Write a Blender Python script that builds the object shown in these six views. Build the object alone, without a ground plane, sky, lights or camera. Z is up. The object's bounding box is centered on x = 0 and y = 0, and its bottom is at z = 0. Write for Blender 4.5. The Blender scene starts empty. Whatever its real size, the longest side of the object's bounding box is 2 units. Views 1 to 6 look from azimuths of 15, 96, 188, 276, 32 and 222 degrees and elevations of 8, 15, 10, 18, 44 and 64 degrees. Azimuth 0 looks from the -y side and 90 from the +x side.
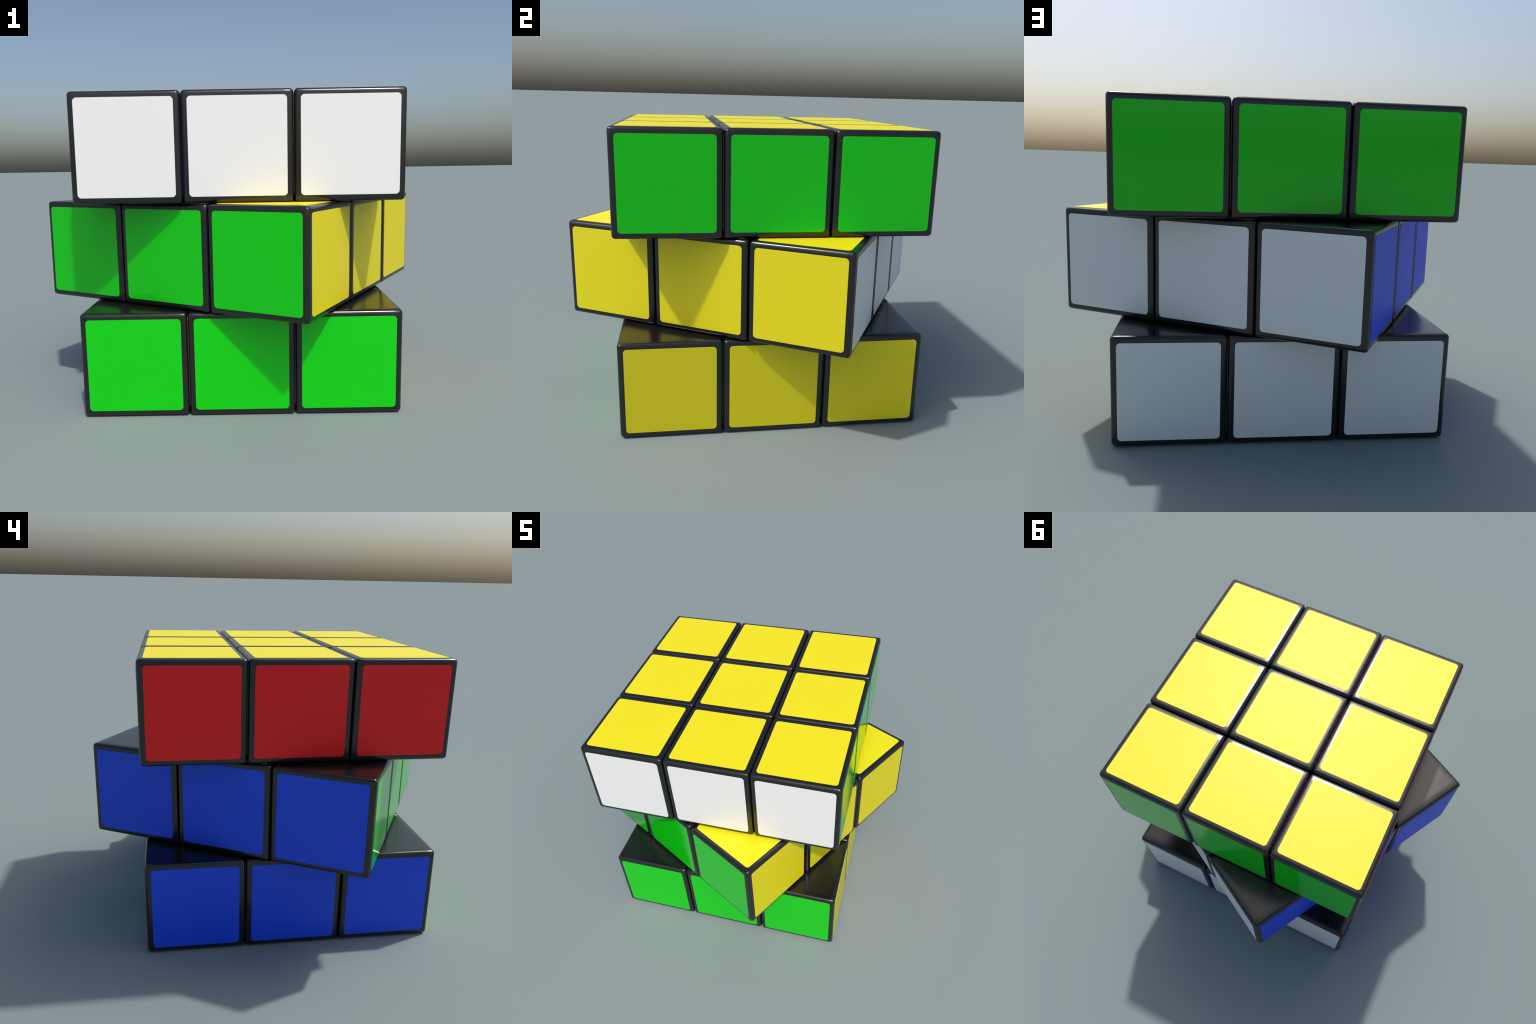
"""A 3x3x3 twisty puzzle cube whose three layers are turned against each other."""
import bpy, bmesh, math
from mathutils import Matrix, Vector

# ------------------------------------------------------------------ sizes (metres)
PITCH = Vector((0.5455, 0.5490, 0.5461))   # spacing of cubie centres (x, y, z)
HALF = Vector((0.2707, 0.2721, 0.2710))    # half edges of one black cubie
EDGE_RADIUS = 0.019     # rounding of the cubie edges
ARC_STEPS = 2           # facets per half of that rounding
SOFT_BAND = 0.054       # band along the edges over which the shading bends
STICKER_HALF = 0.2400   # half the edge of a sticker
STICKER_CORNER = 0.0185
STICKER_PROUD = 0.0019  # how far a sticker stands off the plastic
STICKER_DEEP = 0.0030   # how far its dark rim reaches down into the plastic
CENTRE_Z = HALF.z + STICKER_PROUD

# turn of each layer about the vertical axis, bottom to top
TURN = [math.radians(14.95), math.radians(-14.0), math.radians(14.92)]

# sticker colours by side, per layer (bottom, middle, top)
SIDES = [
    dict(front="green", right="yellow", back="white", left="blue"),
    dict(front="green", right="yellow", back="white", left="blue"),
    dict(front="white", right="green", back="green", left="red"),
]

COLOURS = {
    "white":  (0.80, 0.80, 0.80),
    "yellow": (0.78, 0.68, 0.004),
    "green":  (0.001, 0.60, 0.002),
    "blue":   (0.002, 0.070, 0.80),
    "red":    (0.93, 0.003, 0.005),
}
# roughness of each film: the green one is much shinier than the others
GLOSS = {"white": 0.5, "yellow": 0.5, "green": 0.12, "blue": 0.5, "red": 0.5}


# ------------------------------------------------------------------ materials
def plastic(name, colour, roughness, specular, grain):
    """Glossy plastic: flat colour, roughness broken up by a faint noise."""
    mat = bpy.data.materials.new(name)
    mat.use_nodes = True
    nt = mat.node_tree
    bsdf = nt.nodes["Principled BSDF"]
    bsdf.inputs["Base Color"].default_value = (*colour, 1.0)
    bsdf.inputs["Specular IOR Level"].default_value = specular
    coord = nt.nodes.new("ShaderNodeTexCoord")
    noise = nt.nodes.new("ShaderNodeTexNoise")
    noise.inputs["Scale"].default_value = 9.0
    noise.inputs["Detail"].default_value = 3.0
    span = nt.nodes.new("ShaderNodeMapRange")
    span.inputs["To Min"].default_value = roughness - grain
    span.inputs["To Max"].default_value = roughness + grain
    nt.links.new(coord.outputs["Object"], noise.inputs["Vector"])
    nt.links.new(noise.outputs["Fac"], span.inputs["Value"])
    nt.links.new(span.outputs["Result"], bsdf.inputs["Roughness"])
    return mat


BLACK = plastic("black_plastic", (0.008, 0.008, 0.008), 0.215, 0.67, 0.01)
STICKER_MATERIAL = {c: plastic(c + "_sticker", rgb, GLOSS[c], 0.5, 0.01)
                    for c, rgb in COLOURS.items()}


# ------------------------------------------------------------------ meshes
def cubie_mesh():
    """Box with round edges. A loop a little way in from each edge lets the
    smooth shading bend softly towards the rounding, as on moulded plastic."""
    half_turn = [math.pi / 4 * k / ARC_STEPS for k in range(ARC_STEPS + 1)]

    def stops(h):
        inner = h - EDGE_RADIUS
        outer = [inner + EDGE_RADIUS * math.tan(t) for t in half_turn]
        side = [h - SOFT_BAND] + outer
        return [-c for c in reversed(side)] + side

    grid = [stops(h) for h in HALF]
    count = len(grid[0]) - 1
    bm = bmesh.new()
    made = {}

    def vert(p):
        core = Vector([max(-h + EDGE_RADIUS, min(h - EDGE_RADIUS, c)) for c, h in zip(p, HALF)])
        q = core + (Vector(p) - core).normalized() * EDGE_RADIUS
        key = tuple(round(c, 6) for c in q)
        if key not in made:
            made[key] = bm.verts.new(q)
        return made[key]

    for axis in range(3):
        a, b = (axis + 1) % 3, (axis + 2) % 3
        for sign in (-1, 1):
            for i in range(count):
                for j in range(count):
                    quad = []
                    for di, dj in ((0, 0), (1, 0), (1, 1), (0, 1)):
                        p = [0.0, 0.0, 0.0]
                        p[axis] = sign * HALF[axis]
                        p[a] = grid[a][i + di]
                        p[b] = grid[b][j + dj]
                        quad.append(vert(p))
                    if sign < 0:
                        quad.reverse()
                    bm.faces.new(quad)
    for face in bm.faces:
        face.smooth = True
    mesh = bpy.data.meshes.new("cubie")
    bm.to_mesh(mesh)
    bm.free()
    mesh.materials.append(BLACK)
    return mesh


def sticker_mesh(colour):
    """Thin rounded-square plate facing -y; its outer face lies in y = 0."""
    bm = bmesh.new()
    steps = 10
    edge = 0.0003                       # tiny chamfer on the outer rim
    rings = []
    for inset, depth in ((0.0, STICKER_PROUD + STICKER_DEEP), (0.0, edge), (edge, 0.0)):
        r = STICKER_CORNER - inset
        c = STICKER_HALF - STICKER_CORNER
        ring = []
        for k, (sx, sz) in enumerate(((1, 1), (-1, 1), (-1, -1), (1, -1))):
            for s in range(steps + 1):
                t = math.pi / 2 * (k + s / steps)
                ring.append(bm.verts.new((sx * c + r * math.cos(t), depth,
                                          sz * c + r * math.sin(t))))
        rings.append(ring)
    n = len(rings[0])
    for lower, upper in zip(rings, rings[1:]):
        for i in range(n):
            wall = bm.faces.new((lower[i], upper[i], upper[(i + 1) % n], lower[(i + 1) % n]))
            wall.material_index = 1 if lower is rings[0] else 0
    bm.faces.new(list(reversed(rings[-1])))
    bm.faces.new(rings[0])
    bmesh.ops.recalc_face_normals(bm, faces=bm.faces)
    mesh = bpy.data.meshes.new(colour + "_sticker")
    bm.to_mesh(mesh)
    bm.free()
    mesh.materials.append(STICKER_MATERIAL[colour])
    # white side walls are black, a thin dark outline; others keep the face colour
    mesh.materials.append(BLACK if colour == "white" else STICKER_MATERIAL[colour])
    return mesh


CUBIE = cubie_mesh()
STICKER = {c: sticker_mesh(c) for c in COLOURS}

# rotation that takes the sticker's -y outward side to each side of a cubie
OUTWARD = {
    "front": (Matrix.Identity(4), HALF.y),
    "right": (Matrix.Rotation(math.pi / 2, 4, "Z"), HALF.x),
    "back": (Matrix.Rotation(math.pi, 4, "Z"), HALF.y),
    "left": (Matrix.Rotation(-math.pi / 2, 4, "Z"), HALF.x),
    "top": (Matrix.Rotation(-math.pi / 2, 4, "X"), HALF.z),
    "bottom": (Matrix.Rotation(math.pi / 2, 4, "X"), HALF.z),
}


# ------------------------------------------------------------------ assembly
def link(obj, parent):
    bpy.context.scene.collection.objects.link(obj)
    obj.parent = parent
    return obj


def sticker_plan(layer, col, row):
    """Which colour sits on which side of the cubie at (col, row) of a layer."""
    plan = dict(SIDES[layer])
    if abs(col) + abs(row) < 2:
        plan["bottom"] = "red"          # hidden underside; corner pieces are bare
    if layer == 2:
        plan["top"] = "yellow"
        if col == -1:
            plan["right"] = "blue"      # hidden inner wall, glimpsed in the gap
    elif layer == 1 and not (col == -1 and row != 0):
        plan["top"] = "yellow"          # misplaced pieces: yellow under the top layer
    return plan


cube = bpy.data.objects.new("puzzle_cube", None)
bpy.context.scene.collection.objects.link(cube)
cube["label"] = "twisted three-layer black puzzle cube with glossy coloured stickers"
cube["category"] = "puzzle cube"

for layer in range(3):
    turn = Matrix.Rotation(TURN[layer], 4, "Z")
    for row in (-1, 0, 1):
        for col in (-1, 0, 1):
            centre = Vector((col * PITCH.x, row * PITCH.y, CENTRE_Z + layer * PITCH.z))
            cubie = link(bpy.data.objects.new("cubie", CUBIE), cube)
            cubie.matrix_local = turn @ Matrix.Translation(centre)
            for side, colour in sticker_plan(layer, col, row).items():
                sticker = link(bpy.data.objects.new("sticker", STICKER[colour]), cubie)
                spin, reach = OUTWARD[side]
                sticker.matrix_local = spin @ Matrix.Translation(
                    (0.0, -(reach + STICKER_PROUD), 0.0))
